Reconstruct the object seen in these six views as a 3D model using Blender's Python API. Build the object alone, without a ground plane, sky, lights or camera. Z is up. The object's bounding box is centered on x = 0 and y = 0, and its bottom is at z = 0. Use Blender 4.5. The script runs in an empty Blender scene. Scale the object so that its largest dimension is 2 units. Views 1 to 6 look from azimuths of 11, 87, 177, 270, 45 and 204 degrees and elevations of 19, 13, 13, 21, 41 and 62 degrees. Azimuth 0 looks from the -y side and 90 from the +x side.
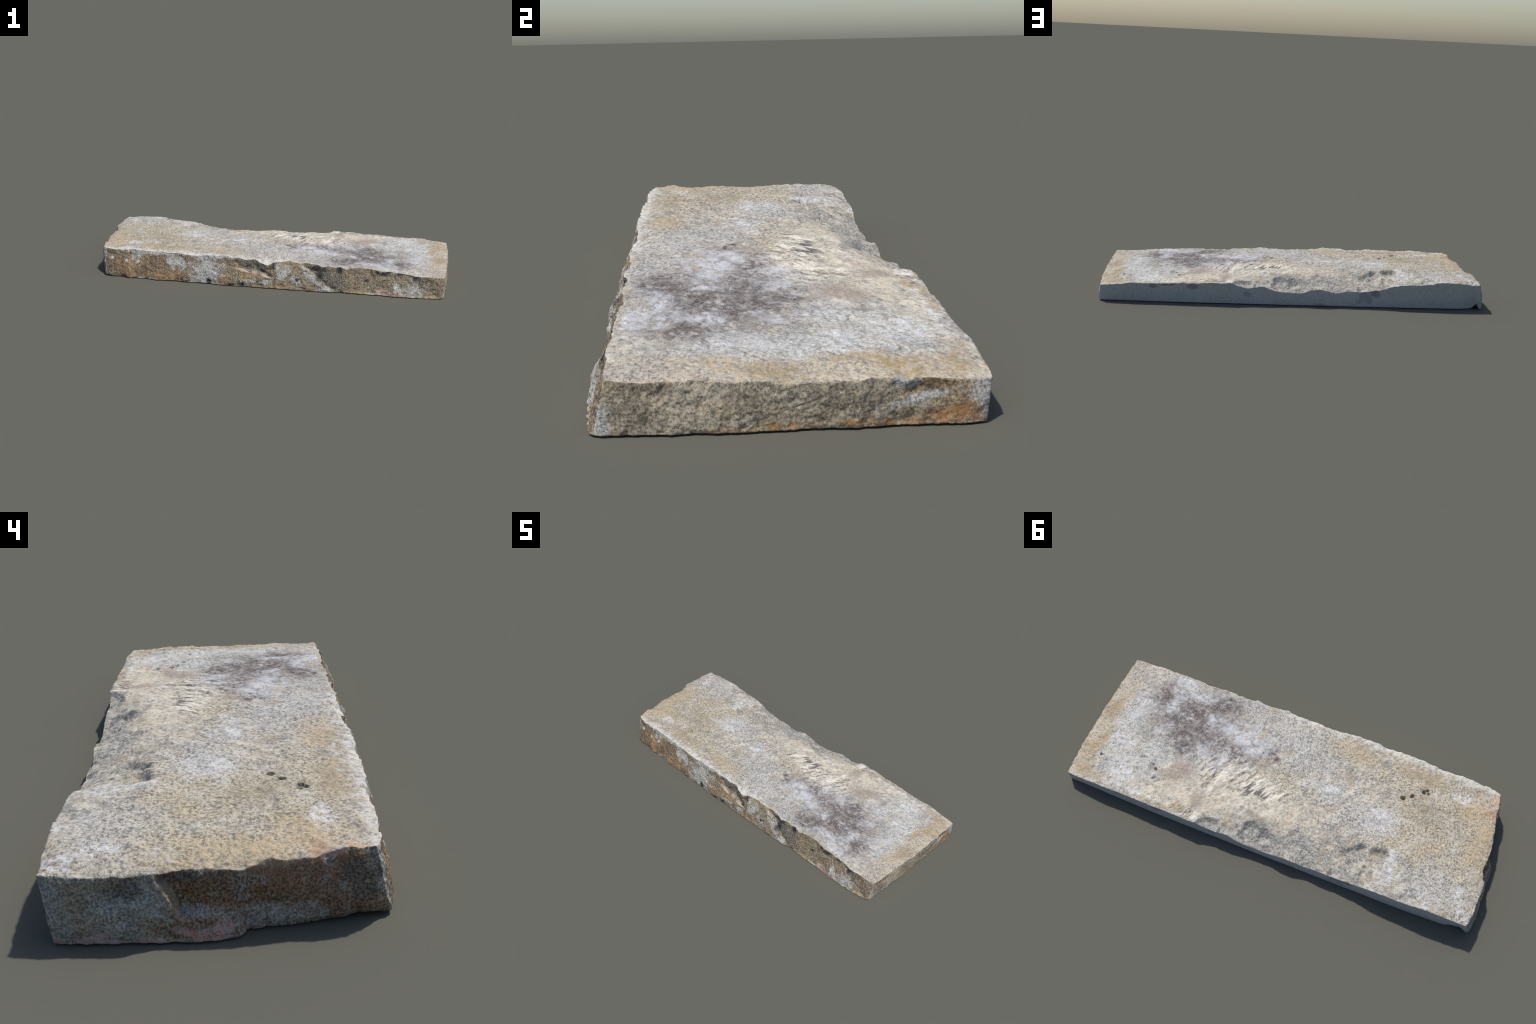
"""A long, thick slab of weathered granite: a worn walking surface with a spalled
back shoulder, rough split faces on three sides, one clean sawn face and a flat bed."""
import bpy
import numpy as np

# ------------------------------------------------------------------ noise
def lattice(ix, iy, iz, seed):
    h = (ix * 374761393 + iy * 668265263 + iz * 2147483647 + seed * 1274126177) & 0xFFFFFFFF
    h = ((h ^ (h >> 13)) * 1274126177) & 0xFFFFFFFF
    h = ((h ^ (h >> 16)) * 2246822519) & 0xFFFFFFFF
    return ((h ^ (h >> 15)) & 0xFFFF) / 32767.5 - 1.0


def noise(p, scale, seed=0):
    q = np.asarray(p, float) * scale + 100.0
    i = np.floor(q).astype(np.int64)
    f = q - i
    f = f * f * f * (f * (f * 6 - 15) + 10)
    out = 0.0
    for dx in (0, 1):
        for dy in (0, 1):
            for dz in (0, 1):
                w = (f[..., 0] if dx else 1 - f[..., 0]) * (f[..., 1] if dy else 1 - f[..., 1]) * (f[..., 2] if dz else 1 - f[..., 2])
                out = out + w * lattice(i[..., 0] + dx, i[..., 1] + dy, i[..., 2] + dz, seed)
    return out


def fbm(p, scale, octaves=4, seed=0, gain=0.5):
    total, amp = 0.0, 1.0
    for o in range(octaves):
        total = total + amp * noise(p, scale * 2.03**o, seed + o)
        amp *= gain
    return total


def smooth(a, b, x):
    t = np.clip((x - a) / (b - a), 0, 1)
    return t * t * (3 - 2 * t)


def curve(points):
    pts = np.array(points, float)
    return lambda x: [np.interp(x, pts[:, 0], pts[:, k]) for k in range(1, pts.shape[1])]


def bell(x, y, cx, cy, rx, ry, turn=0.0):
    c, s = np.cos(turn), np.sin(turn)
    dx, dy = x - cx, y - cy
    return np.sqrt(((dx * c + dy * s) / rx) ** 2 + ((-dx * s + dy * c) / ry) ** 2)


# ------------------------------------------------------------------ outline
# arris between the worn surface and the split face: x, y, z
ARRIS_FRONT = curve([
    (-.908, -.325, .158), (-.884, -.334, .154), (-.849, -.342, .151), (-.792, -.343, .151), (-.729, -.342, .157),
    (-.681, -.338, .157), (-.645, -.338, .153), (-.588, -.341, .153), (-.565, -.340, .157), (-.524, -.348, .154),
    (-.461, -.343, .158), (-.425, -.348, .151), (-.378, -.345, .148), (-.351, -.340, .148), (-.287, -.341, .153),
    (-.230, -.339, .157), (-.196, -.335, .158), (-.175, -.339, .148), (-.131, -.332, .149), (-.093, -.334, .140),
    (-.037, -.329, .145), (-.013, -.339, .132), (.020, -.346, .121), (.044, -.340, .122), (.066, -.336, .136),
    (.100, -.332, .141), (.141, -.326, .147), (.170, -.332, .146), (.212, -.329, .140), (.238, -.323, .144),
    (.272, -.324, .138), (.309, -.330, .138), (.332, -.333, .129), (.367, -.323, .132), (.395, -.324, .127),
    (.430, -.320, .130), (.462, -.331, .120), (.483, -.325, .130), (.526, -.317, .131), (.574, -.313, .131),
    (.613, -.318, .127), (.630, -.322, .123), (.686, -.319, .121), (.724, -.321, .119), (.768, -.321, .118),
    (.806, -.323, .113), (.828, -.327, .108), (.865, -.322, .107), (.913, -.318, .107), (.953, -.318, .107),
    (.983, -.312, .106)])
# arris between the worn surface and the sawn face, dipping where the shoulder has spalled
ARRIS_BACK = curve([
    (-.970, .327, .137), (-.949, .326, .133), (-.924, .329, .135), (-.905, .331, .140), (-.814, .334, .142),
    (-.761, .337, .144), (-.735, .339, .142), (-.713, .340, .133), (-.698, .340, .132), (-.647, .341, .128),
    (-.600, .341, .127), (-.549, .342, .123), (-.514, .341, .115), (-.482, .340, .104), (-.445, .338, .092),
    (-.422, .338, .089), (-.384, .339, .086), (-.347, .339, .080), (-.308, .341, .083), (-.269, .342, .081),
    (-.232, .341, .071), (-.206, .343, .072), (-.167, .347, .081), (-.136, .350, .089), (-.085, .352, .082),
    (-.054, .350, .070), (-.013, .353, .066), (.023, .354, .064), (.061, .355, .070), (.099, .357, .076),
    (.114, .358, .081), (.145, .357, .092), (.168, .357, .096), (.218, .361, .089), (.247, .361, .086),
    (.286, .364, .096), (.314, .367, .107), (.330, .370, .114), (.355, .371, .110), (.387, .370, .108),
    (.400, .371, .112), (.464, .370, .109), (.493, .370, .103), (.520, .372, .106), (.558, .373, .105),
    (.664, .372, .099), (.720, .373, .099), (.769, .375, .097), (.786, .376, .100), (.849, .376, .096),
    (.885, .376, .091), (.914, .375, .087), (.955, .374, .085), (.985, .370, .082)])
# upper edges of the two ends: y, x, z
ARRIS_WEST = curve([
    (-.325, -.908, .158), (-.311, -.910, .158), (-.290, -.915, .158), (-.274, -.916, .162), (-.248, -.921, .159),
    (-.230, -.924, .154), (-.204, -.928, .145), (-.172, -.934, .146), (-.141, -.942, .147), (-.121, -.943, .152),
    (-.103, -.946, .149), (-.086, -.950, .140), (-.064, -.954, .135), (-.040, -.957, .136), (.009, -.955, .139),
    (.050, -.953, .137), (.085, -.966, .134), (.107, -.974, .137), (.152, -.983, .136), (.198, -.981, .135),
    (.228, -.980, .134), (.274, -.978, .135), (.308, -.974, .138), (.327, -.970, .137)])
ARRIS_EAST = curve([
    (-.312, .983, .106), (-.280, .986, .101), (-.250, .988, .098), (-.192, .989, .098), (-.160, .990, .100),
    (-.111, .991, .095), (-.046, .994, .094), (.018, .997, .089), (.058, .996, .090), (.101, .995, .088),
    (.127, .996, .087), (.149, .994, .093), (.190, .995, .093), (.214, .997, .089), (.257, .991, .090),
    (.282, .990, .085), (.312, .989, .080), (.342, .987, .083), (.370, .985, .082)])
# foot of the four sides: x, y, z  and  y, x, z
FOOT_FRONT = curve([
    (-.890, -.361, .005), (-.849, -.369, .002), (-.782, -.365, .000), (-.750, -.377, .000), (-.652, -.371, .000),
    (-.595, -.381, .000), (-.519, -.378, .000), (-.456, -.375, .000), (-.419, -.381, .000), (-.350, -.376, .000),
    (-.300, -.378, .000), (-.232, -.384, .000), (-.140, -.384, .000), (-.050, -.379, .000), (.025, -.381, .000),
    (.110, -.378, .000), (.209, -.381, .000), (.305, -.377, .000), (.383, -.375, .000), (.427, -.358, .000),
    (.478, -.366, .000), (.568, -.367, .000), (.650, -.365, .000), (.723, -.368, .000), (.814, -.370, .000),
    (.921, -.357, .000), (.968, -.349, .000), (.980, -.338, .000)])
FOOT_BACK = curve([
    (-.993, .300, .000), (-.984, .300, .000), (-.978, .302, .004), (-.968, .306, .030), (-.962, .302, .026), (-.948, .290, .005),
    (-.936, .292, .000), (-.910, .297, .000), (-.885, .307, .000), (-.862, .310, .000), (-.713, .320, .000),
    (-.583, .326, .000), (-.480, .328, .000), (-.211, .338, .000), (.043, .346, .000), (.283, .352, .000),
    (.556, .359, .000), (.742, .360, .000), (.989, .361, .000)])
FOOT_WEST = curve([
    (-.361, -.890, .005), (-.334, -.895, .007), (-.291, -.898, .006), (-.265, -.912, .004), (-.221, -.919, .002),
    (-.173, -.929, .000), (-.109, -.941, .000), (-.077, -.947, .000), (-.061, -.968, .000), (-.040, -.982, .000),
    (-.019, -.991, .000), (.082, -.997, .000), (.205, -.999, .000), (.280, -.996, .000), (.300, -.993, .000)])
FOOT_EAST = curve([
    (-.338, .980, .000), (-.278, .987, .000), (-.207, .992, .000), (-.163, .990, .000), (-.081, .994, .000),
    (.008, .993, .000), (.067, .990, .000), (.157, .995, .000), (.200, .990, .000), (.258, .992, .000),
    (.325, .994, .000), (.350, .993, .000), (.361, .989, .000)])

# ------------------------------------------------------------------ worn surface
# long profiles of the worn surface at several distances from the split face
PROFILES = [
    (-.40, [(-1, .158), (-.6, .157), (-.2, .155), (.1, .148), (.4, .132), (.7, .122), (1, .106)]),
    (-.32, [(-1, .158), (-.6, .158), (-.2, .155), (.1, .149), (.4, .134), (.7, .122), (1, .105)]),
    (-.20, [(-1, .148), (-.91, .154), (-.75, .160), (-.5, .155), (-.35, .150), (-.05, .150), (.10, .149), (.25, .146), (.5, .131), (.7, .120), (.9, .106), (1, .100)]),
    (-.10, [(-1, .144), (-.92, .153), (-.75, .159), (-.5, .154), (-.35, .148), (-.05, .149), (.10, .151), (.18, .145), (.34, .136), (.5, .128), (.7, .118), (.9, .105), (1, .097)]),
    (.06, [(-1, .142), (-.90, .152), (-.75, .161), (-.6, .161), (-.5, .155), (-.4, .152), (-.05, .147), (.10, .145), (.22, .137), (.34, .127), (.6, .115), (.8, .109), (1, .094)]),
    (.16, [(-1, .140), (-.90, .154), (-.75, .160), (-.64, .163), (-.58, .158), (-.53, .152), (-.5, .153), (-.4, .155), (-.3, .149), (-.25, .146), (-.06, .146), (.0, .147), (.2, .132), (.34, .124), (.6, .112), (.7, .111), (.9, .102), (1, .093)]),
    (.21, [(-1, .140), (-.90, .154), (-.75, .156), (-.64, .156), (-.57, .147), (-.5, .138), (-.4, .138), (-.3, .122), (-.2, .132), (-.06, .137), (.0, .140), (.2, .130), (.34, .122), (.6, .112), (.7, .111), (.9, .101), (1, .091)]),
    (.26, [(-1, .138), (-.90, .153), (-.75, .150), (-.62, .147), (-.5, .134), (-.4, .121), (-.3, .110), (-.2, .112), (-.11, .121), (.0, .122), (.1, .122), (.2, .127), (.34, .119), (.6, .112), (.9, .096), (1, .088)]),
    (.34, [(-1, .137), (-.75, .143), (-.55, .124), (-.4, .090), (-.2, .078), (.0, .078), (.1, .085), (.2, .107), (.32, .113), (.5, .107), (.8, .099), (1, .082)]),
    (.42, [(-1, .137), (-.75, .143), (-.55, .124), (-.4, .085), (-.2, .074), (.0, .070), (.1, .078), (.2, .100), (.32, .112), (.5, .107), (.8, .099), (1, .082)]),
]
GX, GY = np.linspace(-1.05, 1.05, 211), np.linspace(-.42, .42, 85)


def blur(a, n, axis):
    k = np.exp(-np.linspace(-2, 2, 2 * n + 1) ** 2)
    k /= k.sum()
    pad = [(n, n) if ax == axis else (0, 0) for ax in (0, 1)]
    return np.apply_along_axis(lambda r: np.convolve(r, k, "valid"), axis, np.pad(a, pad, mode="edge"))


def crown_grid():
    rows = np.array([np.interp(GX, *np.array(p).T) for _, p in PROFILES])
    g = np.array([np.interp(GY, [y for y, _ in PROFILES], rows[:, i]) for i in range(len(GX))])
    return blur(blur(g, 3, 0), 3, 1)


CROWN = crown_grid()


def crown(x, y):
    fx = np.clip((x - GX[0]) / (GX[1] - GX[0]), 0, len(GX) - 1.001)
    fy = np.clip((y - GY[0]) / (GY[1] - GY[0]), 0, len(GY) - 1.001)
    i, j = fx.astype(int), fy.astype(int)
    a, b = fx - i, fy - j
    return (CROWN[i, j] * (1 - a) + CROWN[i + 1, j] * a) * (1 - b) + (CROWN[i, j + 1] * (1 - a) + CROWN[i + 1, j + 1] * a) * b


# old tool and weather holes: x, y, radius, depth
HOLES = [(-.502, -.121, .010, .022), (-.541, -.147, .008, .016), (-.585, -.190, .009, .018), (-.598, -.203, .007, .014), (-.604, -.190, .006, .012),
         (.880, .226, .006, .012), (.610, .196, .006, .012), (.628, .182, .006, .007), (.592, .242, .011, .006), (.694, .165, .010, .005), (.680, .162, .009, .005),
         (.845, .190, .005, .006), (.815, .150, .005, .005), (.77, .115, .004, .004), (-.051, -.030, .013, .005), (-.471, .257, .010, .007)]
# grooves of the spalled shoulder: start, end, width, depth
GROOVES = [((-.165, .150), (-.345, .300), .010, .0045), ((-.055, .215), (-.250, .320), .012, .006), ((-.300, .165), (-.375, .270), .009, .004),
           ((.335, .100), (.350, .150), .007, .006), ((.235, .030), (.205, .075), .007, .006), ((.300, .170), (.310, .215), .005, .004),
           ((.955, .235), (.985, .200), .007, .004)]


def segment(x, y, a, b):
    a, b = np.array(a), np.array(b)
    d = b - a
    t = np.clip(((x - a[0]) * d[0] + (y - a[1]) * d[1]) / (d @ d), 0, 1)
    return np.hypot(x - a[0] - t * d[0], y - a[1] - t * d[1])


def worn_height(x, y):
    p = np.stack([x, y, np.zeros_like(x)], -1)
    wx, wy = x + .018 * fbm(p, 14, 3, 11), y + .018 * fbm(p, 14, 3, 12)
    z = crown(x, y)
    # conchoidal flakes struck off the back shoulder
    for cx, cy, rx, ry, z0, rise in ((.035, .385, .170, .140, .064, .080), (.235, .400, .100, .085, .078, .045), (-.225, .390, .120, .100, .070, .058), (-.385, .405, .090, .095, .080, .050)):
        r = bell(wx, wy, cx, cy, rx, ry, .12)
        cut = z0 + rise * r**2.6
        k = .0035
        h = np.clip(.5 + .5 * (cut - z) / k, 0, 1)
        z = cut * (1 - h) + z * h - k * h * (1 - h)
    # two weathered pans and the crest beside them
    wx2, wy2 = x + .4 * (wx - x), y + .4 * (wy - y)
    z -= .018 * np.exp(-bell(wx2, wy2, -.392, .208, .065, .018, .72) ** 3)
    z -= .013 * np.exp(-bell(wx2, wy2, -.428, .180, .022, .013, .3) ** 4)
    z -= .024 * np.exp(-bell(wx2, wy2, -.510, .176, .040, .018, .1) ** 3)
    z -= .007 * np.exp(-bell(wx2, wy2, -.120, .228, .028, .022, .6) ** 2)
    z -= .008 * np.exp(-bell(wx2, wy2, -.528, .170, .009, .006) ** 3)
    z += .004 * np.exp(-bell(wx2, wy2, -.585, .205, .018, .055, .25) ** 2)
    z -= .005 * np.exp(-bell(wx, wy, -.66, .225, .05, .04) ** 2)
    # gentle undulation from wear
    z += .0028 * fbm(p, 8, 2, 21) * smooth(.0, .06, np.minimum(y + .35, .35 - y)) + .0016 * fbm(p, 19, 2, 23)
    for a, b, w, depth in GROOVES:
        z -= depth * np.exp(-(segment(wx, wy, a, b) / w) ** 2)
    for cx, cy, r, depth in HOLES:
        z -= 1.5 * depth * np.exp(-(bell(x + .25 * (wx - x), y + .25 * (wy - y), cx, cy, r, r * .8, .6) ** 4))
    # splintered facets left by the spall
    along, across = -.77 * wx + .64 * wy, .64 * wx + .77 * wy
    splinter = np.abs(noise(np.stack([along * 5, across * 26, 0 * x + 3], -1), 1.0, 35)) + .5 * np.abs(noise(np.stack([along * 11, across * 60, 0 * x + 3], -1), 1.0, 36))
    z += .0075 * (splinter - .45) * smooth(.17, .24, wy) * smooth(-.50, -.36, wx) * smooth(.20, .08, wx)
    # ropy streaks where a hard vein weathers out
    c, s = np.cos(1.05), np.sin(1.05)
    vein = np.stack([(wx * c + wy * s) * 9, (-wx * s + wy * c) * 55, 0 * x], -1)
    z += .0060 * noise(vein, 1.0, 31) * np.exp(-bell(x, y, .29, .085, .13, .10, .9) ** 4)
    z += .0030 * noise(vein * 1.6, 1.0, 32) * np.exp(-bell(x, y, .385, .335, .05, .03) ** 4)
    # stepped lobes along the stained end strip
    z += .005 * smooth(-.05, .35, noise(p, 16, 41)) * smooth(.86, .92, wx) * smooth(-.05, .1, y)
    z += .0025 * smooth(.915, .875, wx) * smooth(.8, .87, x)
    return z


def coons(f, b, l, r):
    """f, b: (n, 3) along the length; l, r: (m, 3) across it"""
    n, m = len(f), len(l)
    u, v = np.linspace(0, 1, n)[:, None, None], np.linspace(0, 1, m)[None, :, None]
    ruled = f[:, None] * (1 - v) + b[:, None] * v + l[None] * (1 - u) + r[None] * u
    corner = f[0] * (1 - u) * (1 - v) + f[-1] * u * (1 - v) + b[0] * (1 - u) * v + b[-1] * u * v
    return ruled - corner


NX, NY, NZ = 640, 226, 46


def along_x(c, x0, x1):
    x = np.linspace(x0, x1, NX)
    y, z = c(x)
    return np.stack([x, y, z], -1)


def along_y(c, y0, y1):
    y = np.linspace(y0, y1, NY)
    x, z = c(y)
    return np.stack([x, y, z], -1)


def roughen(line, amount, seed, fix=2):
    k = np.arange(len(line))
    w = smooth(0, fix * 4, k) * smooth(0, fix * 4, k[::-1])
    out = line.copy()
    for axis in range(3):
        out[:, axis] += amount[axis] * w * fbm(line, 55, 3, seed + 7 * axis)
    return out


ft = roughen(along_x(ARRIS_FRONT, -.908, .983), (0, .0020, .0014), 1)
bt = roughen(along_x(ARRIS_BACK, -.970, .985), (0, .0006, .0012), 2)
wt = roughen(along_y(ARRIS_WEST, -.325, .327), (.0030, 0, .0020), 3)
et = roughen(along_y(ARRIS_EAST, -.312, .370), (.0018, 0, .0015), 4)
fb = roughen(along_x(FOOT_FRONT, -.890, .980), (0, .0025, 0), 5)
bb = along_x(FOOT_BACK, -.993, .989)
wb = roughen(along_y(FOOT_WEST, -.361, .300), (.0025, 0, 0), 6)
eb = roughen(along_y(FOOT_EAST, -.338, .361), (.0015, 0, 0), 7)
wt[0], wt[-1], et[0], et[-1] = ft[0], bt[0], ft[-1], bt[-1]
wb[0], wb[-1], eb[0], eb[-1] = fb[0], bb[0], fb[-1], bb[-1]

worn = coons(ft, bt, wt, et)
X, Y = worn[..., 0], worn[..., 1]
Z = worn_height(X, Y)
# fade the measured arrises into the worn surface over a few centimetres
for edge, dist, reach in ((ft[:, None, 2] - Z[:, :1], Y - ft[:, None, 1], .028), (bt[:, None, 2] - Z[:, -1:], bt[:, None, 1] - Y, .032),
                          (wt[None, :, 2] - Z[:1], X - wt[None, :, 0], .030), (et[None, :, 2] - Z[-1:], et[None, :, 0] - X, .030)):
    Z = Z + edge * np.exp(-(np.maximum(dist, 0) / reach) ** 1.3)
worn[..., 2] = Z
worn[:, 0], worn[:, -1], worn[0], worn[-1] = ft, bt, wt, et


def loft(top_line, foot_line):
    s = np.linspace(0, 1, NZ)[None, :, None]
    return top_line[:, None] * (1 - s) + foot_line[:, None] * s, s[..., 0]


def inset_split(x, z, p):
    """how far the long split face steps back (m), by position on it"""
    wx, wz = x + .010 * fbm(p, 24, 3, 51), z + .008 * fbm(p, 24, 3, 52)
    d = -.006 * np.sin(np.pi * np.clip((.115 - z) / .115, 0, 1)) + .001
    # slab lost above a ledge left of the middle
    ledge = .083 - .16 * np.clip(wx + .06, -.12, 1)
    d += .016 * smooth(-.005, .005, wz - ledge) * smooth(.07, .0, wz - ledge) * smooth(-.17, -.12, wx) * smooth(.075, .05, wx)
    # triangular hollow under a slanting rib
    diag = wx - (.205 + (.142 - wz) * 1.22)
    d += .022 * smooth(-.004, .010, diag) * (1 - smooth(.0, .20 - 1.0 * np.clip(.142 - wz, 0, .13), diag)) * smooth(.0, .02, z + .004) * smooth(.150, .095, z)
    d -= .006 * np.exp(-((diag + .015) / .018) ** 2) * smooth(.14, .11, z)
    # narrow cleft under a lip, further right
    d += .010 * np.exp(-(segment(wx, wz, (.62, .128), (.635, .106)) / .006) ** 2) + .010 * np.exp(-(segment(wx, wz, (.635, .106), (.69, .112)) / .005) ** 2)
    d += .006 * np.exp(-bell(wx, wz, .745, .115, .016, .010) ** 2)
    # set-back block at the right end
    step = wx - (.825 + (.115 - wz) * .35)
    d += .013 * smooth(-.004, .006, step) * smooth(.14, .02, step)
    d += .008 * np.exp(-bell(wx, wz, .06, .135, .020, .010) ** 2) + .007 * np.exp(-(segment(wx, wz, (.0, .083), (.05, .055)) / .006) ** 2)
    d += .006 * np.exp(-bell(wx, wz, -.29, .008, .018, .016) ** 2) + .006 * np.exp(-bell(wx, wz, -.78, .004, .02, .010) ** 2)
    d += .004 * np.exp(-bell(wx, wz, .53, .050, .08, .040) ** 2)
    d += .0035 * fbm(p, 11, 2, 53) * smooth(-.3, -.1, x) + .0020 * fbm(p, 11, 2, 53) + .0040 * np.abs(fbm(p, 30, 3, 54)) * smooth(-.35, -.15, x)
    return d


def inset_west(y, z, p):
    wy, wz = y + .010 * fbm(p, 22, 3, 61), z + .008 * fbm(p, 22, 3, 62)
    diag = (.103 - (.138 - wz) * .52) - wy
    floor = smooth(.046, .058, wz)
    d = .019 * smooth(-.003, .004, diag) * smooth(.075, .0, diag) * floor * smooth(.165, .115, wz)
    d -= .004 * np.sin(np.pi * np.clip(z / .14, 0, 1))
    d += .005 * np.exp(-bell(wy, wz, -.300, .110, .018, .025) ** 2) - .010 * np.exp(-bell(wy, wz, -.30, .07, .06, .07) ** 2) - .006 * np.exp(-bell(wy, wz, -.21, .08, .09, .08) ** 2)
    d += .006 * np.exp(-bell(wy, wz, .17, .10, .035, .02) ** 2)
    d += .0040 * fbm(p, 13, 3, 63)
    return d


def inset_east(y, z, p):
    wy, wz = y + .010 * fbm(p, 22, 3, 71), z + .008 * fbm(p, 22, 3, 72)
    d = .004 * smooth(.045, .070, wz) * np.exp(-bell(wy, wz, .245, .085, .06, .05) ** 4)
    d -= .003 * np.sin(np.pi * np.clip(z / .1, 0, 1))
    d += .004 * np.exp(-bell(wy, wz, -.25, .045, .05, .03) ** 2)
    return d + .0026 * fbm(p, 14, 3, 73)


def rim(grid, s, shoulder=.10):
    n = grid.shape[0]
    k = np.arange(n)
    ends = smooth(0, 8, k) * smooth(0, 8, k[::-1])
    return ends[:, None] * smooth(0, shoulder, s) * smooth(0, .10, 1 - s)


split, s = loft(ft, fb)
split[..., 1] += inset_split(split[..., 0], split[..., 2], split) * rim(split, s, .30)
west, s = loft(wt, wb)
west[..., 0] += inset_west(west[..., 1], west[..., 2], west) * rim(west, s)
east, s = loft(et, eb)
east[..., 0] -= inset_east(east[..., 1], east[..., 2], east) * rim(east, s, .35)
sawn, s = loft(bt, bb)
sawn[..., 1] -= .0035 * np.exp(-bell(sawn[..., 0], sawn[..., 2], -.375, .050, .045, .028, .5) ** 4) * rim(sawn, s)
bed = coons(fb, bb, wb, eb)
bed[..., 2] *= np.exp(-((bb[:, None, 1] - bed[..., 1]) / .04) ** 2) + np.exp(-((bed[..., 0] - wb[None, :, 0]) / .04) ** 2) * (bed[..., 1] < .1)
bed[:, 0], bed[:, -1], bed[0], bed[-1] = fb, bb, wb, eb

# ------------------------------------------------------------------ one closed skin, then parts
PIECES = [("worn_surface", worn, 0), ("split_face", split, 1), ("split_face", west, 0), ("split_face", east, 1), ("sawn_face", sawn, 0), ("bed_face", bed, 1)]
verts, quads, owner = [], [], []
base = 0
for k, (name, g, flip) in enumerate(PIECES):
    n, m = g.shape[:2]
    idx = np.arange(n * m).reshape(n, m) + base
    q = np.stack([idx[:-1, :-1], idx[1:, :-1], idx[1:, 1:], idx[:-1, 1:]], -1).reshape(-1, 4)
    if flip:
        q = q[:, ::-1]
    verts.append(g.reshape(-1, 3))
    quads.append(q)
    owner.append(np.full(len(q), k))
    base += n * m
verts, quads, owner = np.concatenate(verts), np.concatenate(quads), np.concatenate(owner)
_, first, back = np.unique(np.round(verts, 6), axis=0, return_index=True, return_inverse=True)
verts, quads = verts[first], back.reshape(-1)[quads]


def normals(v):
    fn = np.cross(v[quads[:, 2]] - v[quads[:, 0]], v[quads[:, 3]] - v[quads[:, 1]])
    out = np.zeros_like(v)
    for c in range(4):
        for a in range(3):
            out[:, a] += np.bincount(quads[:, c], fn[:, a], len(v))
    return out / np.maximum(np.linalg.norm(out, axis=1, keepdims=True), 1e-12), fn


# make every piece face outward
centre = np.array([0, 0, .06])
for k in range(len(PIECES)):
    mine = owner == k
    q = quads[mine]
    fn = np.cross(verts[q[:, 2]] - verts[q[:, 0]], verts[q[:, 3]] - verts[q[:, 1]])
    if ((verts[q].mean(1) - centre) * fn).sum() < 0:
        quads[mine] = q[:, ::-1]

edges = np.concatenate([quads[:, [i, (i + 1) % 4]] for i in range(4)])
degree = np.bincount(edges.ravel(), minlength=len(verts)).astype(float)


def spread(val):
    val = np.asarray(val, float)
    cols = val[:, None] if val.ndim == 1 else val
    out = np.stack([np.bincount(edges[:, 0], cols[edges[:, 1], a], len(verts)) + np.bincount(edges[:, 1], cols[edges[:, 0], a], len(verts)) for a in range(cols.shape[1])], -1)
    out /= degree[:, None]
    return out[:, 0] if val.ndim == 1 else out


# worn arrises: relax the skin where pieces meet
lowest = np.full(len(verts), 99)
highest = np.full(len(verts), -1)
for c in range(4):
    np.minimum.at(lowest, quads[:, c], owner)
    np.maximum.at(highest, quads[:, c], owner)
seam = (lowest != highest).astype(float)
keen = ((highest == 4) | (lowest == 4)) & (seam > 0)
soft = seam * np.where(keen, .25, 1.0)
for _ in range(3):
    soft = np.maximum(soft, spread(soft))
soft = np.clip(soft, 0, 1)
for _ in range(3):
    verts += .55 * np.minimum(soft * 1.5, 1)[:, None] * (spread(verts) - verts)

# stone grain relief along the normals
coarse = np.array([.0024, .0026, .0026, .0022, .0001, .0003])
fine = np.array([.0014, .0016, .0016, .0013, .00015, .0002])
count = np.zeros(len(verts))
amp = np.zeros((len(verts), 2))
for c in range(4):
    count += np.bincount(quads[:, c], minlength=len(verts))
    amp[:, 0] += np.bincount(quads[:, c], coarse[owner], len(verts))
    amp[:, 1] += np.bincount(quads[:, c], fine[owner], len(verts))
amp /= count[:, None]
vn, _ = normals(verts)
relief = amp[:, 0] * fbm(verts, 26, 3, 81) + amp[:, 1] * fbm(verts, 95, 3, 82, .6)
verts += vn * relief[:, None]
verts[:, 2] = np.maximum(verts[:, 2], 0.0)
vn, _ = normals(verts)


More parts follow.
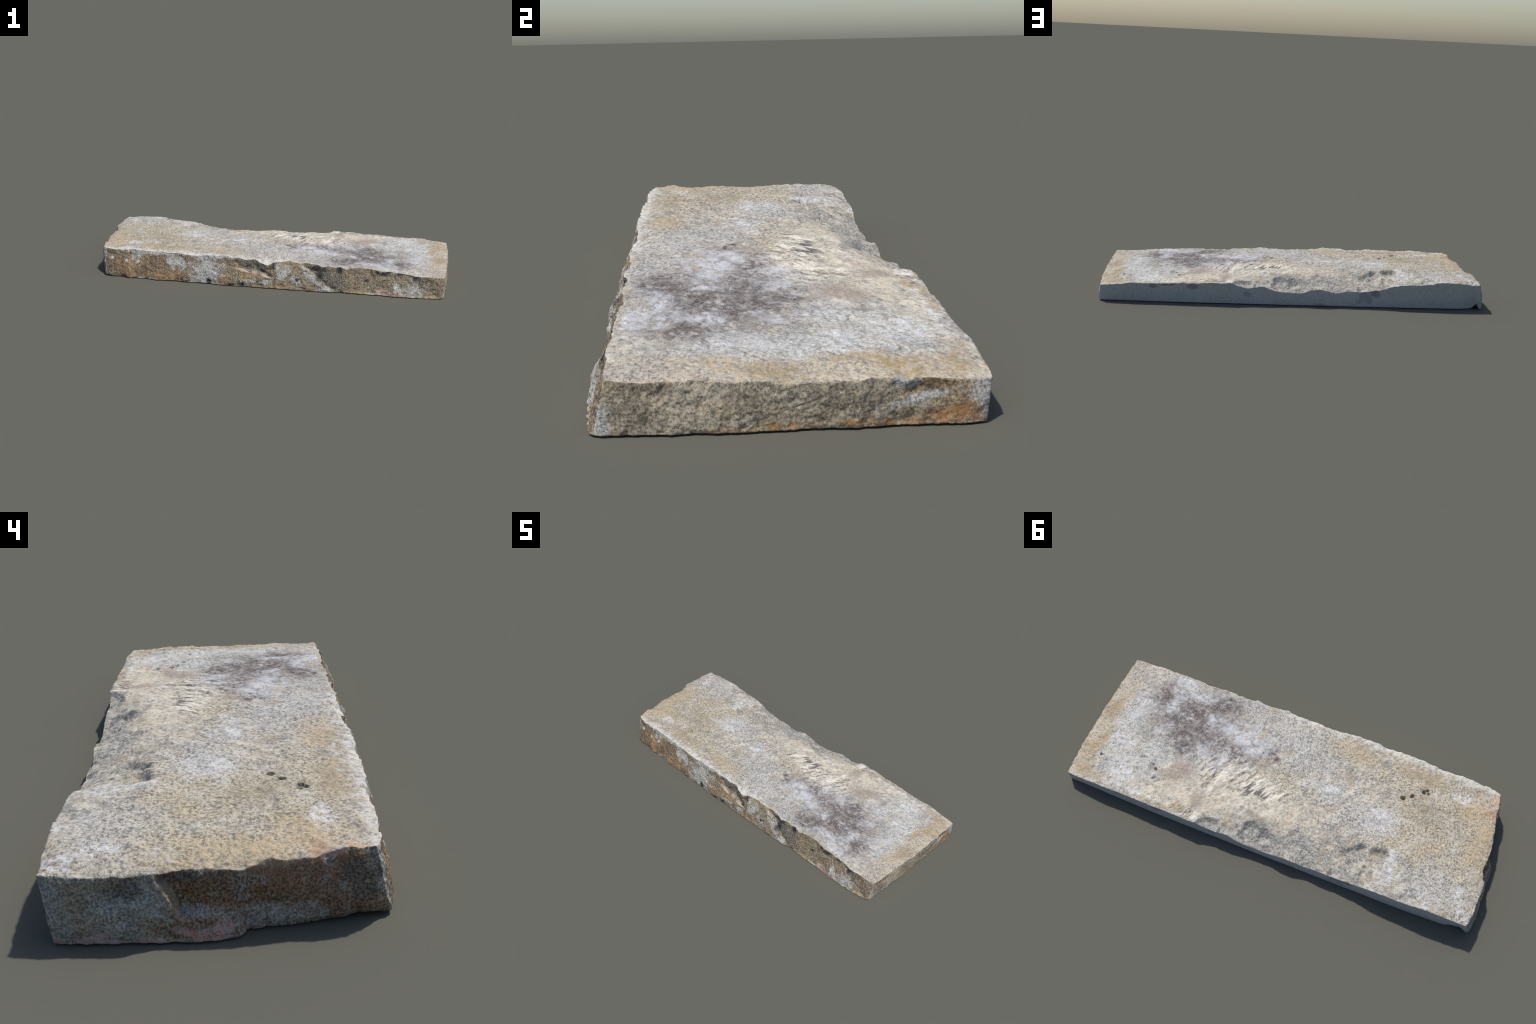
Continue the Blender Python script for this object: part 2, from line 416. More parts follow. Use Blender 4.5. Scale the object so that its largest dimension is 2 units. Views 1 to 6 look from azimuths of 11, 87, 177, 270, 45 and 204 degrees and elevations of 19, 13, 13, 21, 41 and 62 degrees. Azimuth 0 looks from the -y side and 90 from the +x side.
# ------------------------------------------------------------------ materials
class Graph:
    def __init__(self, name):
        self.mat = bpy.data.materials.new(name)
        self.mat.use_nodes = True
        self.t = self.mat.node_tree
        self.t.nodes.clear()
        self.out = self.node("ShaderNodeOutputMaterial")
        self.bsdf = self.node("ShaderNodeBsdfPrincipled")
        self.link(self.bsdf.outputs[0], self.out.inputs[0])
        self.pos = self.node("ShaderNodeTexCoord").outputs["Object"]
        self.borders = {}

    def node(self, kind, **kw):
        n = self.t.nodes.new(kind)
        for k, v in kw.items():
            setattr(n, k, v)
        return n

    def link(self, a, b):
        self.t.links.new(a, b)

    def put(self, socket, v):
        if hasattr(v, "is_output") or hasattr(v, "links"):
            self.link(v, socket)
        elif isinstance(v, (tuple, list)) and len(v) == 3 and socket.type == "RGBA":
            socket.default_value = (*v, 1)
        else:
            socket.default_value = v

    def math(self, op, a, b=0.0, clamp=False):
        n = self.node("ShaderNodeMath", operation=op, use_clamp=clamp)
        self.put(n.inputs[0], a)
        self.put(n.inputs[1], b)
        return n.outputs[0]

    def noise(self, scale, detail=3, rough=.55, vec=None, dist=0.0, colour=False):
        n = self.node("ShaderNodeTexNoise")
        self.link(vec or self.pos, n.inputs["Vector"])
        n.inputs["Scale"].default_value = scale
        n.inputs["Detail"].default_value = detail
        n.inputs["Roughness"].default_value = rough
        n.inputs["Distortion"].default_value = dist
        return n.outputs["Color" if colour else "Fac"]

    def stretch(self, scale, turn=0.0):
        """coordinates turned about z, then squeezed"""
        a, b = self.node("ShaderNodeMapping"), self.node("ShaderNodeMapping")
        self.link(self.pos, a.inputs[0])
        self.link(a.outputs[0], b.inputs[0])
        a.inputs["Rotation"].default_value = (0, 0, turn)
        b.inputs["Scale"].default_value = scale
        return b.outputs[0]

    def ramp(self, v, a, b, lo=0.0, hi=1.0):
        n = self.node("ShaderNodeMapRange", interpolation_type="SMOOTHSTEP")
        self.put(n.inputs[0], v)
        n.inputs[1].default_value, n.inputs[2].default_value = a, b
        n.inputs[3].default_value, n.inputs[4].default_value = lo, hi
        return n.outputs[0]

    def mix(self, fac, a, b, mode="MIX"):
        n = self.node("ShaderNodeMix", data_type="RGBA", blend_type=mode)
        self.put(n.inputs[0], fac)
        self.put(n.inputs[6], a)
        self.put(n.inputs[7], b)
        return n.outputs[2]

    def axis(self, k):
        """distance along one object axis"""
        n = self.node("ShaderNodeMapping")
        self.link(self.pos, n.inputs[0])
        n.inputs["Rotation"].default_value = ((0, 0, 0), (0, 0, -1.5707963), (0, 1.5707963, 0))[k]
        n.inputs["Scale"].default_value = (.25,) * 3
        n.inputs["Location"].default_value = (.5, 0, 0)
        t = self.node("ShaderNodeTexGradient", gradient_type="LINEAR")
        self.link(n.outputs[0], t.inputs[0])
        return self.math("MULTIPLY", self.math("SUBTRACT", t.outputs["Fac"], .5), 4)

    def border(self, strength, scale):
        """shared noise that frays the borders of patches"""
        key = (strength, scale)
        if key not in self.borders:
            n = self.noise(scale, 6, .80)
            self.borders[key] = self.math("MULTIPLY", self.math("SUBTRACT", n, .5), strength)
        return self.borders[key]

    def blob(self, a, b, ra, rb, turn=0.0, edge=.35, ragged=(.8, 22)):
        """soft patch on the face's own plane, with a ragged border"""
        fray = self.border(*ragged)
        n = self.node("ShaderNodeMapping", vector_type="TEXTURE")
        self.link(self.pos, n.inputs[0])
        far, ra, rb = 50.0, ra * 3, rb * 3
        loc, scl, rot = {"xy": ((a, b, 0), (ra, rb, far), (0, 0, turn)), "xz": ((a, 0, b), (ra, far, rb), (0, -turn, 0)), "yz": ((0, a, b), (far, ra, rb), (turn, 0, 0))}[self.plane]
        n.inputs["Location"].default_value, n.inputs["Scale"].default_value, n.inputs["Rotation"].default_value = loc, scl, rot
        t = self.node("ShaderNodeTexGradient", gradient_type="SPHERICAL")
        self.link(n.outputs[0], t.inputs[0])
        return self.ramp(self.math("ADD", t.outputs["Fac"], fray), .667 - edge / 3, .667 + edge / 3)

    def blobs(self, items, **kw):
        out = None
        for it in items:
            m = self.blob(*it, **kw)
            out = m if out is None else self.math("MAXIMUM", out, m)
        return out

    def mul(self, *v):
        out = v[0]
        for w in v[1:]:
            out = self.math("MULTIPLY", out, w)
        return out

    def finish(self, colour, rough=.85, bump=None, strength=.25, distance=.002):
        self.put(self.bsdf.inputs["Base Color"], colour)
        self.put(self.bsdf.inputs["Roughness"], rough)
        self.bsdf.inputs["Specular IOR Level"].default_value = .25
        if bump is not None:
            b = self.node("ShaderNodeBump")
            b.inputs["Strength"].default_value = strength
            b.inputs["Distance"].default_value = distance
            self.link(bump, b.inputs["Height"])
            self.link(b.outputs[0], self.bsdf.inputs["Normal"])
        return self.mat


def worn_material():
    g = Graph("weathered_granite")
    g.plane = "xy"
    gx, gy = g.axis(0), g.axis(1)
    n_big, n_mid, clump = g.noise(6, 4, .6), g.noise(17, 4, .6), g.noise(32, 5, .7)
    n_small, grain = g.noise(58, 4, .68), g.noise(118, 4, .72)
    pepper = g.noise(240, 2, .6)
    frayed = dict(ragged=(1.5, 20))
    # crystalline ground: cream and grey grains, clotted at several sizes
    col = g.mix(g.ramp(grain, .38, .56), (.185, .178, .165), (.605, .545, .448))
    col = g.mix(g.ramp(n_small, .49, .64, 0, .65), col, (.74, .68, .575))
    col = g.mix(g.ramp(n_small, .46, .32, 0, .55), col, (.235, .225, .210))
    col = g.mix(g.ramp(clump, .50, .64, 0, .60), col, (.70, .64, .54))
    col = g.mix(g.ramp(clump, .48, .35, 0, .70), col, (.265, .253, .237))
    col = g.mix(g.ramp(n_mid, .46, .64, 0, .40), col, (.49, .415, .31))
    col = g.mix(g.ramp(n_mid, .47, .33, 0, .35), col, (.30, .29, .28))
    col = g.mix(g.mul(g.ramp(n_big, .50, .64), g.ramp(n_small, .38, .58)), col, (.69, .645, .56))
    m_white, m_grey, m_ochre = g.noise(10, 6, .72, dist=.3), g.noise(13, 6, .72, vec=g.stretch((1.3, .8, 1), .6)), g.noise(8, 5, .7, vec=g.stretch((1, 1.4, 1), 2.1))
    col = g.mix(g.mul(g.ramp(m_grey, .51, .40, 0, .95), g.ramp(grain, .62, .40, .35, 1)), col, (.215, .208, .200))
    col = g.mix(g.mul(g.ramp(m_ochre, .51, .62, 0, .75), g.ramp(n_small, .35, .6, .3, 1)), col, (.440, .340, .220))
    col = g.mix(g.mul(g.ramp(m_white, .53, .68, 0, .85), g.ramp(n_small, .34, .56, .25, 1)), col, (.72, .705, .675))
    # warm iron tint of the thicker end and of a few zones
    tan = g.blobs([(-.80, -.16, .20, .15), (-.88, .05, .10, .25), (-.55, -.22, .22, .10), (-.62, .02, .25, .2), (-.20, -.24, .18, .08), (.05, .04, .1, .06)], edge=.7, **frayed)
    col = g.mix(g.mul(tan, g.ramp(n_mid, .30, .60, .35, .85)), col, g.mix(g.ramp(grain, .40, .57), (.180, .165, .130), (.600, .505, .355)))
    gold = g.blobs([(-.91, -.07, .05, .14), (-.83, -.19, .07, .05), (-.52, -.28, .10, .03), (-.22, -.26, .1, .04)], edge=.8, **frayed)
    col = g.mix(g.mul(gold, g.ramp(n_small, .34, .62, .1, .6)), col, (.555, .405, .225))
    olive = g.blobs([(-.55, -.27, .10, .035), (-.30, -.30, .10, .03), (-.62, -.10, .06, .05)], edge=.8, **frayed)
    col = g.mix(g.mul(olive, .5), col, (.325, .270, .185))
    # neutral grey, peppered zone
    greyz = g.blobs([(.05, -.21, .20, .09), (.30, -.27, .2, .05), (-.05, -.12, .15, .08), (-.80, .22, .12, .08), (-.36, .06, .12, .08), (-.68, .22, .06, .04)], edge=.7, **frayed)
    col = g.mix(g.mul(greyz, .6), col, g.mix(g.ramp(grain, .38, .58), (.20, .195, .19), (.60, .575, .54)))
    # cream vein, ropy and streaked
    rope = g.noise(1.0, 4, .65, vec=g.stretch((15, 62, 40), -1.05), dist=.5)
    cream = g.blobs([(.22, .14, .22, .10, .2), (.42, .27, .20, .07), (-.02, .17, .16, .08), (.62, .30, .16, .05), (.30, .03, .10, .05, 1.0)], edge=.6, **frayed)
    col = g.mix(g.mul(cream, g.ramp(n_small, .34, .60, .15, .75)), col, (.735, .660, .525))
    col = g.mix(g.mul(cream, g.ramp(clump, .52, .66, 0, .5)), col, (.62, .485, .31))
    streak = g.blobs([(.31, .06, .13, .09, 1.0), (.39, .335, .07, .03), (.12, .10, .12, .06)], edge=.5, **frayed)
    col = g.mix(g.mul(streak, g.ramp(rope, .50, .57, 0, .95)), col, (.82, .77, .66))
    col = g.mix(g.mul(streak, g.ramp(rope, .475, .41, 0, .95)), col, (.135, .125, .122))
    # pale bleached zone and lime-white bloom
    pale = g.blobs([(.83, .04, .07, .20), (.76, .22, .13, .10), (.80, -.09, .06, .07), (-.45, .03, .09, .06), (-.57, .20, .03, .07), (-.18, -.02, .06, .04), (.66, .12, .08, .08)], edge=.7, **frayed)
    col = g.mix(g.mul(pale, g.ramp(n_small, .30, .56, .2, .8)), col, g.mix(g.ramp(grain, .36, .6), (.37, .375, .36), (.68, .675, .65)))
    white = g.blobs([(.74, .27, .055, .035), (.83, -.11, .04, .05), (-.93, .30, .05, .035), (-.89, .22, .02, .05, .5), (-.76, -.23, .05, .025), (-.19, -.03, .03, .02), (-.45, .0, .05, .02), (-.575, .21, .012, .06, .3), (.63, .345, .1, .012), (.80, .12, .05, .02)], edge=.6, **frayed)
    col = g.mix(g.mul(white, g.ramp(n_small, .44, .60, 0, .85)), col, (.74, .735, .735))
    # purple-brown crust with blue-white lichen
    mauve = g.blobs([(.56, -.14, .21, .13, .1), (.46, -.05, .18, .10), (.70, -.17, .10, .10), (.30, -.03, .11, .05), (.20, -.08, .09, .05), (.58, -.02, .07, .10)], edge=.5, **frayed)
    col = g.mix(g.mul(mauve, g.ramp(clump, .34, .54, .30, 1)), col, g.mix(g.ramp(n_small, .36, .62), (.130, .110, .104), (.47, .435, .415)))
    veil = g.blobs([(.52, -.12, .24, .19), (.34, -.02, .16, .08), (.66, -.10, .12, .16)], edge=.9, **frayed)
    col = g.mix(g.mul(veil, g.ramp(m_grey, .44, .56, 0, .70)), col, (.22, .20, .195))
    col = g.mix(g.mul(veil, g.ramp(m_white, .50, .62, 0, .7)), col, (.63, .625, .62))
    dark = g.blobs([(.50, -.22, .09, .040), (.43, -.24, .06, .035), (.62, -.12, .08, .045, .3), (.53, .04, .05, .035), (.49, -.06, .07, .035), (.74, -.19, .05, .045), (.60, -.04, .04, .06), (.68, -.21, .04, .03), (.56, -.15, .06, .04)], edge=.8, ragged=(1.9, 24))
    col = g.mix(g.mul(dark, g.ramp(clump, .38, .54, .15, .95)), col, g.mix(g.ramp(grain, .4, .62), (.080, .062, .056), (.235, .198, .182)))
    col = g.mix(g.blobs([(.17, -.08, .013, .008), (.105, -.068, .014, .009, .8), (.13, -.09, .02, .006)], edge=.6, ragged=(.7, 40)), col, (.15, .11, .10))
    film = g.blobs([(.29, -.125, .10, .055), (.22, -.07, .06, .03), (.58, -.24, .06, .025), (.655, -.275, .07, .03), (.70, -.22, .04, .03), (.45, -.15, .05, .02), (.68, -.12, .04, .02)], edge=.6, **frayed)
    col = g.mix(g.mul(film, g.ramp(clump, .42, .54, .10, .85)), col, (.620, .622, .635))
    crust = g.blobs([(.645, -.305, .05, .014), (.70, -.30, .03, .016), (.25, -.21, .012, .005)], edge=.6, **frayed)
    col = g.mix(g.mul(crust, g.ramp(n_small, .54, .66)), col, (.80, .79, .77))
    skin = g.blobs([(.475, .155, .055, .040, .4), (.36, .26, .03, .045), (.52, .20, .05, .03)], edge=.6, **frayed)
    col = g.mix(g.mul(skin, g.ramp(n_small, .3, .55, .35, .8)), col, (.36, .290, .235))
    # rust and ochre along the far end and back arris
    strip = g.ramp(g.math("ADD", gx, g.math("MULTIPLY", g.math("SUBTRACT", n_mid, .5), .14)), .88, .915)
    col = g.mix(g.mul(strip, g.ramp(n_small, .36, .64, .2, .75)), col, g.mix(g.ramp(grain, .36, .58), (.29, .245, .18), (.60, .485, .33)))
    rust = g.blobs([(.945, .22, .035, .030), (.925, .185, .03, .020), (.93, .325, .04, .022), (.95, -.02, .03, .04), (.905, .14, .015, .04), (.59, .352, .035, .010), (.50, .357, .05, .013), (.43, .325, .03, .02)], edge=.7, **frayed)
    col = g.mix(g.mul(rust, g.ramp(n_small, .38, .60, .1, .8)), col, (.36, .255, .115))
    corner = g.blobs([(.92, -.25, .08, .06)], edge=.5, **frayed)
    col = g.mix(g.mul(corner, .6), col, g.mix(g.ramp(grain, .40, .58), (.24, .215, .20), (.52, .475, .42)))
    ember = g.blobs([(-.905, -.22, .03, .025), (-.905, -.30, .018, .03)], edge=.8, **frayed)
    col = g.mix(g.mul(ember, .6), col, (.55, .34, .21))
    # fresh grey stone in the flake scars and pans, plus their painted shade
    scar = g.blobs([(.055, .285, .07, .035, -.15), (.0, .262, .05, .022, -.3), (.24, .335, .06, .02), (-.15, .27, .09, .04, .3), (-.28, .30, .07, .03, .3), (-.40, .21, .06, .03, .7)], edge=.6, **frayed)
    col = g.mix(g.mul(scar, g.ramp(n_small, .34, .58, .1, .65)), col, g.mix(g.ramp(grain, .38, .60), (.175, .178, .17), (.48, .465, .415)))
    hollow_shade = g.blobs([(.055, .245, .06, .012, -.35), (.235, .322, .05, .010), (.02, .285, .03, .010, -.6), (-.43, .172, .022, .010, .3), (-.52, .175, .028, .008)], edge=.6, **frayed)
    col = g.mix(g.mul(hollow_shade, g.ramp(n_small, .3, .55, .1, .5)), col, (.14, .142, .145))
    # bruised white arris over the split face, with lichen flecks behind it
    lip = g.ramp(g.math("ADD", gy, g.math("MULTIPLY", g.math("SUBTRACT", clump, .5), .10)), -.305, -.340)
    col = g.mix(g.mul(lip, g.ramp(gx, .45, .10, .25, .8), g.ramp(n_small, .34, .6, .3, 1)), col, (.74, .705, .645))
    fleck = g.blobs([(-.56, -.31, .12, .03), (-.35, -.31, .10, .03), (-.05, -.31, .2, .02)], edge=.5, **frayed)
    col = g.mix(g.mul(fleck, g.ramp(n_small, .52, .64, 0, .8)), col, (.68, .69, .71))
    # dark mica and bright quartz grains over everything
    col = g.mix(g.ramp(pepper, .60, .72, 0, .55), col, (.10, .10, .105))
    col = g.mix(g.ramp(pepper, .38, .28, 0, .50), col, (.82, .78, .70))
    return g.finish(col, .88, g.math("ADD", grain, g.math("MULTIPLY", n_small, 1.6)), .65, .004)


def split_ground(g):
    n_mid, n_small, grain = g.noise(15, 5, .65), g.noise(50, 4, .65), g.noise(170, 3, .65)
    pepper = g.noise(240, 2, .6)
    return n_mid, n_small, grain, pepper


def grains(g, grain, dark, light, a=.40, b=.60):
    return g.mix(g.ramp(grain, a, b), dark, light)


def pepper_over(g, col, pepper, dark=.75, bright=.5):
    col = g.mix(g.ramp(pepper, .575, .66, 0, dark), col, (.045, .045, .045))
    return g.mix(g.ramp(pepper, .39, .29, 0, bright), col, (.66, .63, .57))


def split_material():
    g = Graph("stained_split_granite")
    g.plane = "xz"
    n_mid, n_small, grain, pepper = split_ground(g)
    fine = dict(edge=.30, ragged=(2.1, 30))
    # olive-brown weathered ground
    col = grains(g, grain, (.115, .100, .072), (.350, .292, .205))
    col = g.mix(g.ramp(n_mid, .42, .62, 0, .7), col, grains(g, grain, (.115, .085, .055), (.335, .245, .150)))
    # iron-rust stretch at the thick end
    rust = g.blobs([(-.70, .07, .22, .10), (-.48, .05, .09, .09), (-.22, .03, .06, .04)], **fine)
    col = g.mix(g.mul(rust, g.ramp(n_small, .32, .62, .45, 1)), col, grains(g, grain, (.145, .092, .052), (.40, .265, .155)))
    orange = g.blobs([(-.74, .03, .05, .05, .4), (-.66, .02, .08, .02), (-.50, .02, .05, .03), (.30, .012, .04, .015), (-.05, .06, .07, .02), (.10, .02, .06, .02)], **fine)
    col = g.mix(g.mul(orange, g.ramp(n_small, .40, .62, .1, .8)), col, (.42, .265, .130))
    gloom = g.blobs([(-.84, .06, .03, .03), (-.86, .14, .04, .02), (-.60, .10, .04, .03), (-.67, .05, .05, .03)], **fine)
    col = g.mix(g.mul(gloom, .6), col, grains(g, grain, (.07, .06, .05), (.20, .155, .105)))
    # clean grey granite where flakes came off
    grey = g.blobs([(-.31, .075, .070, .10), (-.70, .128, .035, .030, .3), (-.47, .115, .07, .028, -.5), (-.51, .105, .02, .04, .6), (-.905, .09, .022, .09), (-.62, .145, .16, .010), (-.30, .15, .18, .012),
                    (-.68, .004, .02, .010), (-.62, .004, .02, .008), (.84, .032, .05, .035, -.5), (.79, .020, .05, .022), (.13, .085, .03, .045, -.6), (.19, .05, .04, .02, -.7), (-.05, .03, .06, .010), (.04, .032, .03, .012),
                    (.73, .045, .012, .03), (.60, .004, .03, .008), (.28, .072, .09, .016, -.70), (.36, .015, .045, .020), (.09, .12, .02, .03, -.8)], **fine)
    col = g.mix(g.mul(grey, g.ramp(n_small, .30, .50, .35, 1)), col, grains(g, grain, (.23, .232, .228), (.54, .525, .49), .36, .58))
    dots = g.blobs([(-.85, .105, .010, .008), (-.765, .095, .008, .007), (-.70, .092, .008, .007)], edge=.6, ragged=(.5, 60))
    col = g.mix(dots, col, (.58, .55, .47))
    lit = g.blobs([(-.08, .083, .05, .006, -.15), (.03, .063, .03, .006, -.3), (.24, .115, .035, .008, -.7)], edge=.6, ragged=(.6, 40))  # sunlight on the ledges and slanting rib, put into the colour
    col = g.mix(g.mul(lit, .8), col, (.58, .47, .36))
    ochre = g.blobs([(.14, .135, .05, .022), (.20, .13, .03, .02), (.55, .010, .08, .012), (.92, .010, .06, .010), (.87, .025, .03, .006, -.6)], **fine)
    col = g.mix(g.mul(ochre, g.ramp(n_small, .34, .58, .15, .8)), col, (.42, .325, .185))
    pink = g.blobs([(.70, .008, .07, .016), (.66, .02, .03, .015), (.74, .003, .05, .010)], **fine)
    col = g.mix(g.mul(pink, g.ramp(n_small, .34, .56, .2, .8)), col, (.52, .35, .29))
    # brown face of the set-back block
    umber = g.blobs([(.93, .075, .085, .06), (.90, .09, .06, .04)], **fine)
    col = g.mix(g.mul(umber, .65), col, grains(g, grain, (.115, .095, .070), (.33, .265, .185)))
    # dark stone and baked-in shade of the hollows; black marks in the clefts
    hollow_shade = g.blobs([(.34, .085, .065, .045, -.75), (.42, .05, .035, .06), (.30, .12, .05, .03), (-.02, .115, .09, .030), (-.07, .125, .06, .025), (.86, .075, .016, .04, .2)], **fine)
    col = g.mix(g.mul(hollow_shade, g.ramp(n_small, .26, .52, .35, .9)), col, grains(g, grain, (.045, .043, .040), (.21, .195, .165)))
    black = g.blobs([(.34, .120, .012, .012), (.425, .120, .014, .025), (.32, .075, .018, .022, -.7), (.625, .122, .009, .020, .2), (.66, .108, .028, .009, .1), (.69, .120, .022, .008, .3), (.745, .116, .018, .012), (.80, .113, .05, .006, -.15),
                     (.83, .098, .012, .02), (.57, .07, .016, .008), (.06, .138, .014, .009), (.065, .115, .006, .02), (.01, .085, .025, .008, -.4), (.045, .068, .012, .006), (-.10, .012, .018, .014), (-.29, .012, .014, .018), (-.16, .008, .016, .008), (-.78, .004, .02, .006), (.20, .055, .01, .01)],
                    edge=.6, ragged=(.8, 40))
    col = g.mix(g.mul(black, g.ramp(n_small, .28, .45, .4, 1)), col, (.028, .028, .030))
    col = pepper_over(g, col, pepper)
    return g.finish(col, .9, g.math("ADD", grain, g.math("MULTIPLY", n_small, 1.5)), .6, .004)


def west_material():
    g = Graph("rusty_split_granite")
    g.plane = "yz"
    n_mid, n_small, grain, pepper = split_ground(g)
    fine = dict(edge=.35, ragged=(2.0, 28))
    col = grains(g, grain, (.165, .160, .135), (.39, .37, .305), .36, .62)
    col = g.mix(g.ramp(n_mid, .45, .62, 0, .65), col, grains(g, grain, (.15, .115, .07), (.36, .28, .17)))
    brown = g.blobs([(-.16, .10, .14, .07), (-.24, .13, .10, .05), (.02, .105, .075, .045), (-.03, .07, .07, .05), (.0, .03, .10, .03), (-.28, .05, .10, .05)], **fine)
    col = g.mix(g.mul(brown, g.ramp(n_small, .28, .58, .5, 1)), col, grains(g, grain, (.105, .065, .040), (.33, .20, .115)))
    deep = g.blobs([(.03, .105, .06, .038), (-.05, .09, .035, .03), (-.10, .085, .035, .02, .5)], **fine)
    col = g.mix(g.mul(deep, .75), col, grains(g, grain, (.075, .042, .022), (.26, .145, .065)))
    red = g.blobs([(-.22, .125, .08, .03), (-.12, .13, .05, .02)], **fine)
    col = g.mix(g.mul(red, g.ramp(n_small, .4, .6, 0, .7)), col, (.33, .16, .10))
    grey = g.blobs([(.19, .07, .06, .012, .5), (.13, .085, .05, .03), (-.06, .10, .016, .028), (-.335, .135, .030, .030), (-.345, .08, .018, .03), (-.11, .035, .06, .022, .1), (-.17, .03, .05, .018), (.0, .055, .05, .012), (.02, .058, .03, .010), (.16, .045, .05, .012), (-.23, .135, .012, .012), (-.03, .03, .015, .018), (.31, .10, .022, .05)], **fine)
    col = g.mix(g.mul(grey, g.ramp(n_small, .36, .58, .05, .75)), col, grains(g, grain, (.21, .212, .21), (.48, .47, .445)))
    rim = g.blobs([(.08, .095, .05, .007, 1.1), (-.13, .142, .05, .008), (-.04, .140, .05, .008)], edge=.5, ragged=(.6, 40))
    col = g.mix(g.mul(rim, .45), col, (.44, .32, .20))
    gloom = g.blobs([(-.295, .10, .04, .035), (-.30, .07, .03, .03), (.165, .11, .035, .018), (.04, .125, .05, .012)], **fine)
    col = g.mix(g.mul(gloom, .7), col, grains(g, grain, (.05, .05, .047), (.20, .18, .15)))
    # faded pink and red paint dabs
    paint = g.blobs([(.225, .014, .035, .007, -.25), (.19, .004, .04, .007), (.115, .006, .025, .007), (.045, .020, .025, .008, .3), (.012, .012, .025, .016), (-.025, .024, .020, .014), (-.018, .004, .03, .007), (.29, .006, .02, .008), (-.235, .155, .03, .010), (-.31, .085, .006, .003)], edge=.35, ragged=(.8, 40))
    col = g.mix(g.mul(paint, g.ramp(n_small, .34, .52, .25, .9)), col, g.mix(g.ramp(n_small, .54, .66), (.47, .33, .31), (.52, .19, .14)))
    col = pepper_over(g, col, pepper, .5, .3)
    return g.finish(col, .9, g.math("ADD", grain, g.math("MULTIPLY", n_small, 1.5)), .6, .004)


def east_material():
    g = Graph("tan_split_granite")
    g.plane = "yz"
    n_mid, n_small, grain, pepper = split_ground(g)
    fine = dict(edge=.5, ragged=(1.3, 24))
    col = grains(g, grain, (.22, .200, .160), (.51, .440, .330), .34, .58)
    col = g.mix(g.ramp(n_mid, .44, .62, 0, .8), col, grains(g, grain, (.20, .165, .115), (.44, .345, .22)))
    col = g.mix(g.ramp(n_mid, .46, .34, 0, .7), col, grains(g, grain, (.15, .14, .12), (.36, .32, .26)))
    gloom = g.blobs([(-.27, .035, .05, .035), (-.24, .085, .05, .015), (-.06, .065, .04, .03), (.10, .06, .06, .03), (.15, .06, .05, .03), (.25, .08, .055, .022), (.29, .085, .04, .02)], **fine)
    col = g.mix(g.mul(gloom, g.ramp(n_small, .3, .55, .3, .75)), col, grains(g, grain, (.095, .085, .070), (.25, .205, .155)))
    umber = g.blobs([(.27, .075, .06, .025), (.30, .04, .06, .03)], **fine)
    col = g.mix(g.mul(umber, g.ramp(n_small, .3, .55, .3, .75)), col, grains(g, grain, (.14, .095, .05), (.33, .22, .11)))
    rust = g.blobs([(.32, .014, .07, .018), (.20, .006, .06, .012), (.12, .012, .03, .010), (-.01, .006, .05, .010), (-.09, .004, .04, .008), (.36, .008, .03, .014), (.34, .03, .04, .012)], **fine)
    col = g.mix(g.mul(rust, g.ramp(n_small, .36, .60, .15, .8)), col, (.39, .195, .080))
    grey = g.blobs([(.36, .055, .024, .035), (.21, .085, .025, .012), (.245, .052, .06, .008, .2), (-.325, .03, .02, .03)], **fine)
    col = g.mix(g.mul(grey, g.ramp(n_small, .32, .52, .3, .9)), col, grains(g, grain, (.28, .28, .285), (.54, .53, .52)))
    crack = g.blobs([(.03, .050, .030, .0014, .35), (.055, .058, .02, .0012, .5)], edge=.5, ragged=(.3, 30))
    col = g.mix(g.mul(crack, .8), col, (.06, .055, .05))
    col = pepper_over(g, col, pepper, .6, .35)
    return g.finish(col, .9, g.math("ADD", grain, g.math("MULTIPLY", n_small, 1.5)), .35, .003)


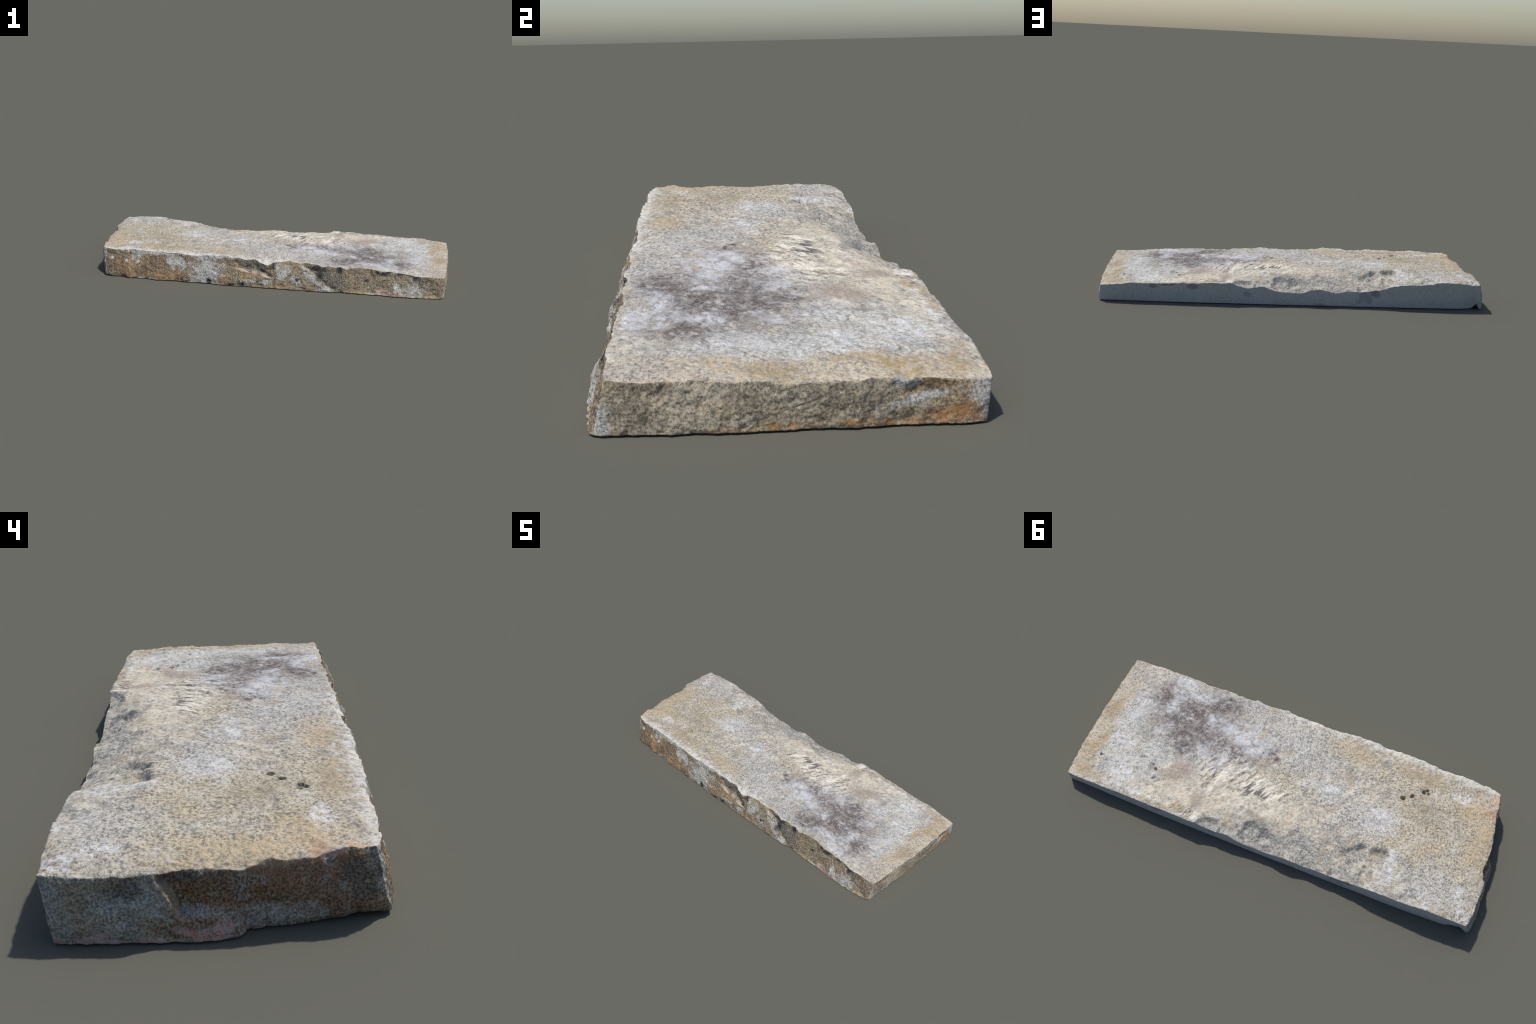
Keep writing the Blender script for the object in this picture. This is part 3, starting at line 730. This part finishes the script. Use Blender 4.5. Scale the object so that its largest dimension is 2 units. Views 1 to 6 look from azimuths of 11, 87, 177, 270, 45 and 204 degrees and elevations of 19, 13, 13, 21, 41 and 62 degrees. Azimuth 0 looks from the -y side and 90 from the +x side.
def sawn_material():
    g = Graph("sawn_grey_granite")
    g.plane = "xz"
    n_mid, n_small = g.noise(9, 3, .55), g.noise(60, 3, .6)
    speck, specks = g.noise(165, 3, .55), g.noise(330, 2, .5)
    col = g.mix(n_mid, (.385, .395, .40), (.45, .445, .44))
    col = g.mix(g.ramp(n_small, .40, .62, 0, .5), col, (.49, .495, .50))
    col = g.mix(g.ramp(speck, .60, .68, 0, .7), col, (.10, .10, .105))
    col = g.mix(g.ramp(specks, .565, .65, 0, .55), col, (.14, .14, .145))
    fine = dict(edge=.35, ragged=(.6, 30))
    soil = g.blobs([(.72, .085, .02, .012), (.66, .095, .03, .006), (.52, .088, .028, .014), (.63, .095, .02, .006), (-.42, .075, .03, .018, .6)], **fine)
    col = g.mix(g.mul(soil, .75), col, g.mix(g.ramp(speck, .4, .6), (.13, .13, .11), (.26, .245, .19)))
    damp = g.blobs([(-.375, .050, .042, .022, .6), (-.345, .036, .022, .018), (.24, .055, .02, .012, .3), (-.14, .005, .035, .008)], **fine)
    col = g.mix(g.mul(damp, g.ramp(n_small, .3, .55, .3, .6)), col, (.19, .195, .20))
    lime = g.blobs([(.48, .015, .010, .020, .3), (-.18, .015, .006, .020)], edge=.6, ragged=(.5, 30))
    col = g.mix(g.mul(lime, .5), col, (.55, .54, .47))
    return g.finish(col, .7, speck, .12, .001)


def bed_material():
    g = Graph("rough_bed_granite")
    n_mid, n_small, grain, pepper = split_ground(g)
    col = grains(g, grain, (.20, .185, .155), (.45, .40, .32))
    col = g.mix(g.ramp(n_mid, .45, .62, 0, .6), col, (.28, .22, .15))
    return g.finish(pepper_over(g, col, pepper, .6, .3), .9, grain, .4, .003)


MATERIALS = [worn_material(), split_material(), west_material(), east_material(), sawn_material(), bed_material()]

# ------------------------------------------------------------------ objects
slab = bpy.data.objects.new("stone_slab", None)
slab["label"] = "weathered granite slab with chipped, lichen-stained, rust-brown sides"
slab["category"] = "stone slab"
bpy.context.scene.collection.objects.link(slab)

for k, (name, _, _) in enumerate(PIECES):
    q = quads[owner == k]
    used, local = np.unique(q, return_inverse=True)
    local = local.reshape(-1, 4)
    me = bpy.data.meshes.new(name)
    me.vertices.add(len(used))
    me.vertices.foreach_set("co", verts[used].astype(np.float32).ravel())
    me.loops.add(local.size)
    me.loops.foreach_set("vertex_index", local.astype(np.int32).ravel())
    me.polygons.add(len(local))
    me.polygons.foreach_set("loop_start", np.arange(0, local.size, 4, dtype=np.int32))
    me.update(calc_edges=True)
    me.validate()
    me.shade_smooth()
    me.normals_split_custom_set_from_vertices(vn[used].astype(np.float32))
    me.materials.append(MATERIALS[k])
    ob = bpy.data.objects.new(name, me)
    bpy.context.scene.collection.objects.link(ob)
    ob.parent = slab
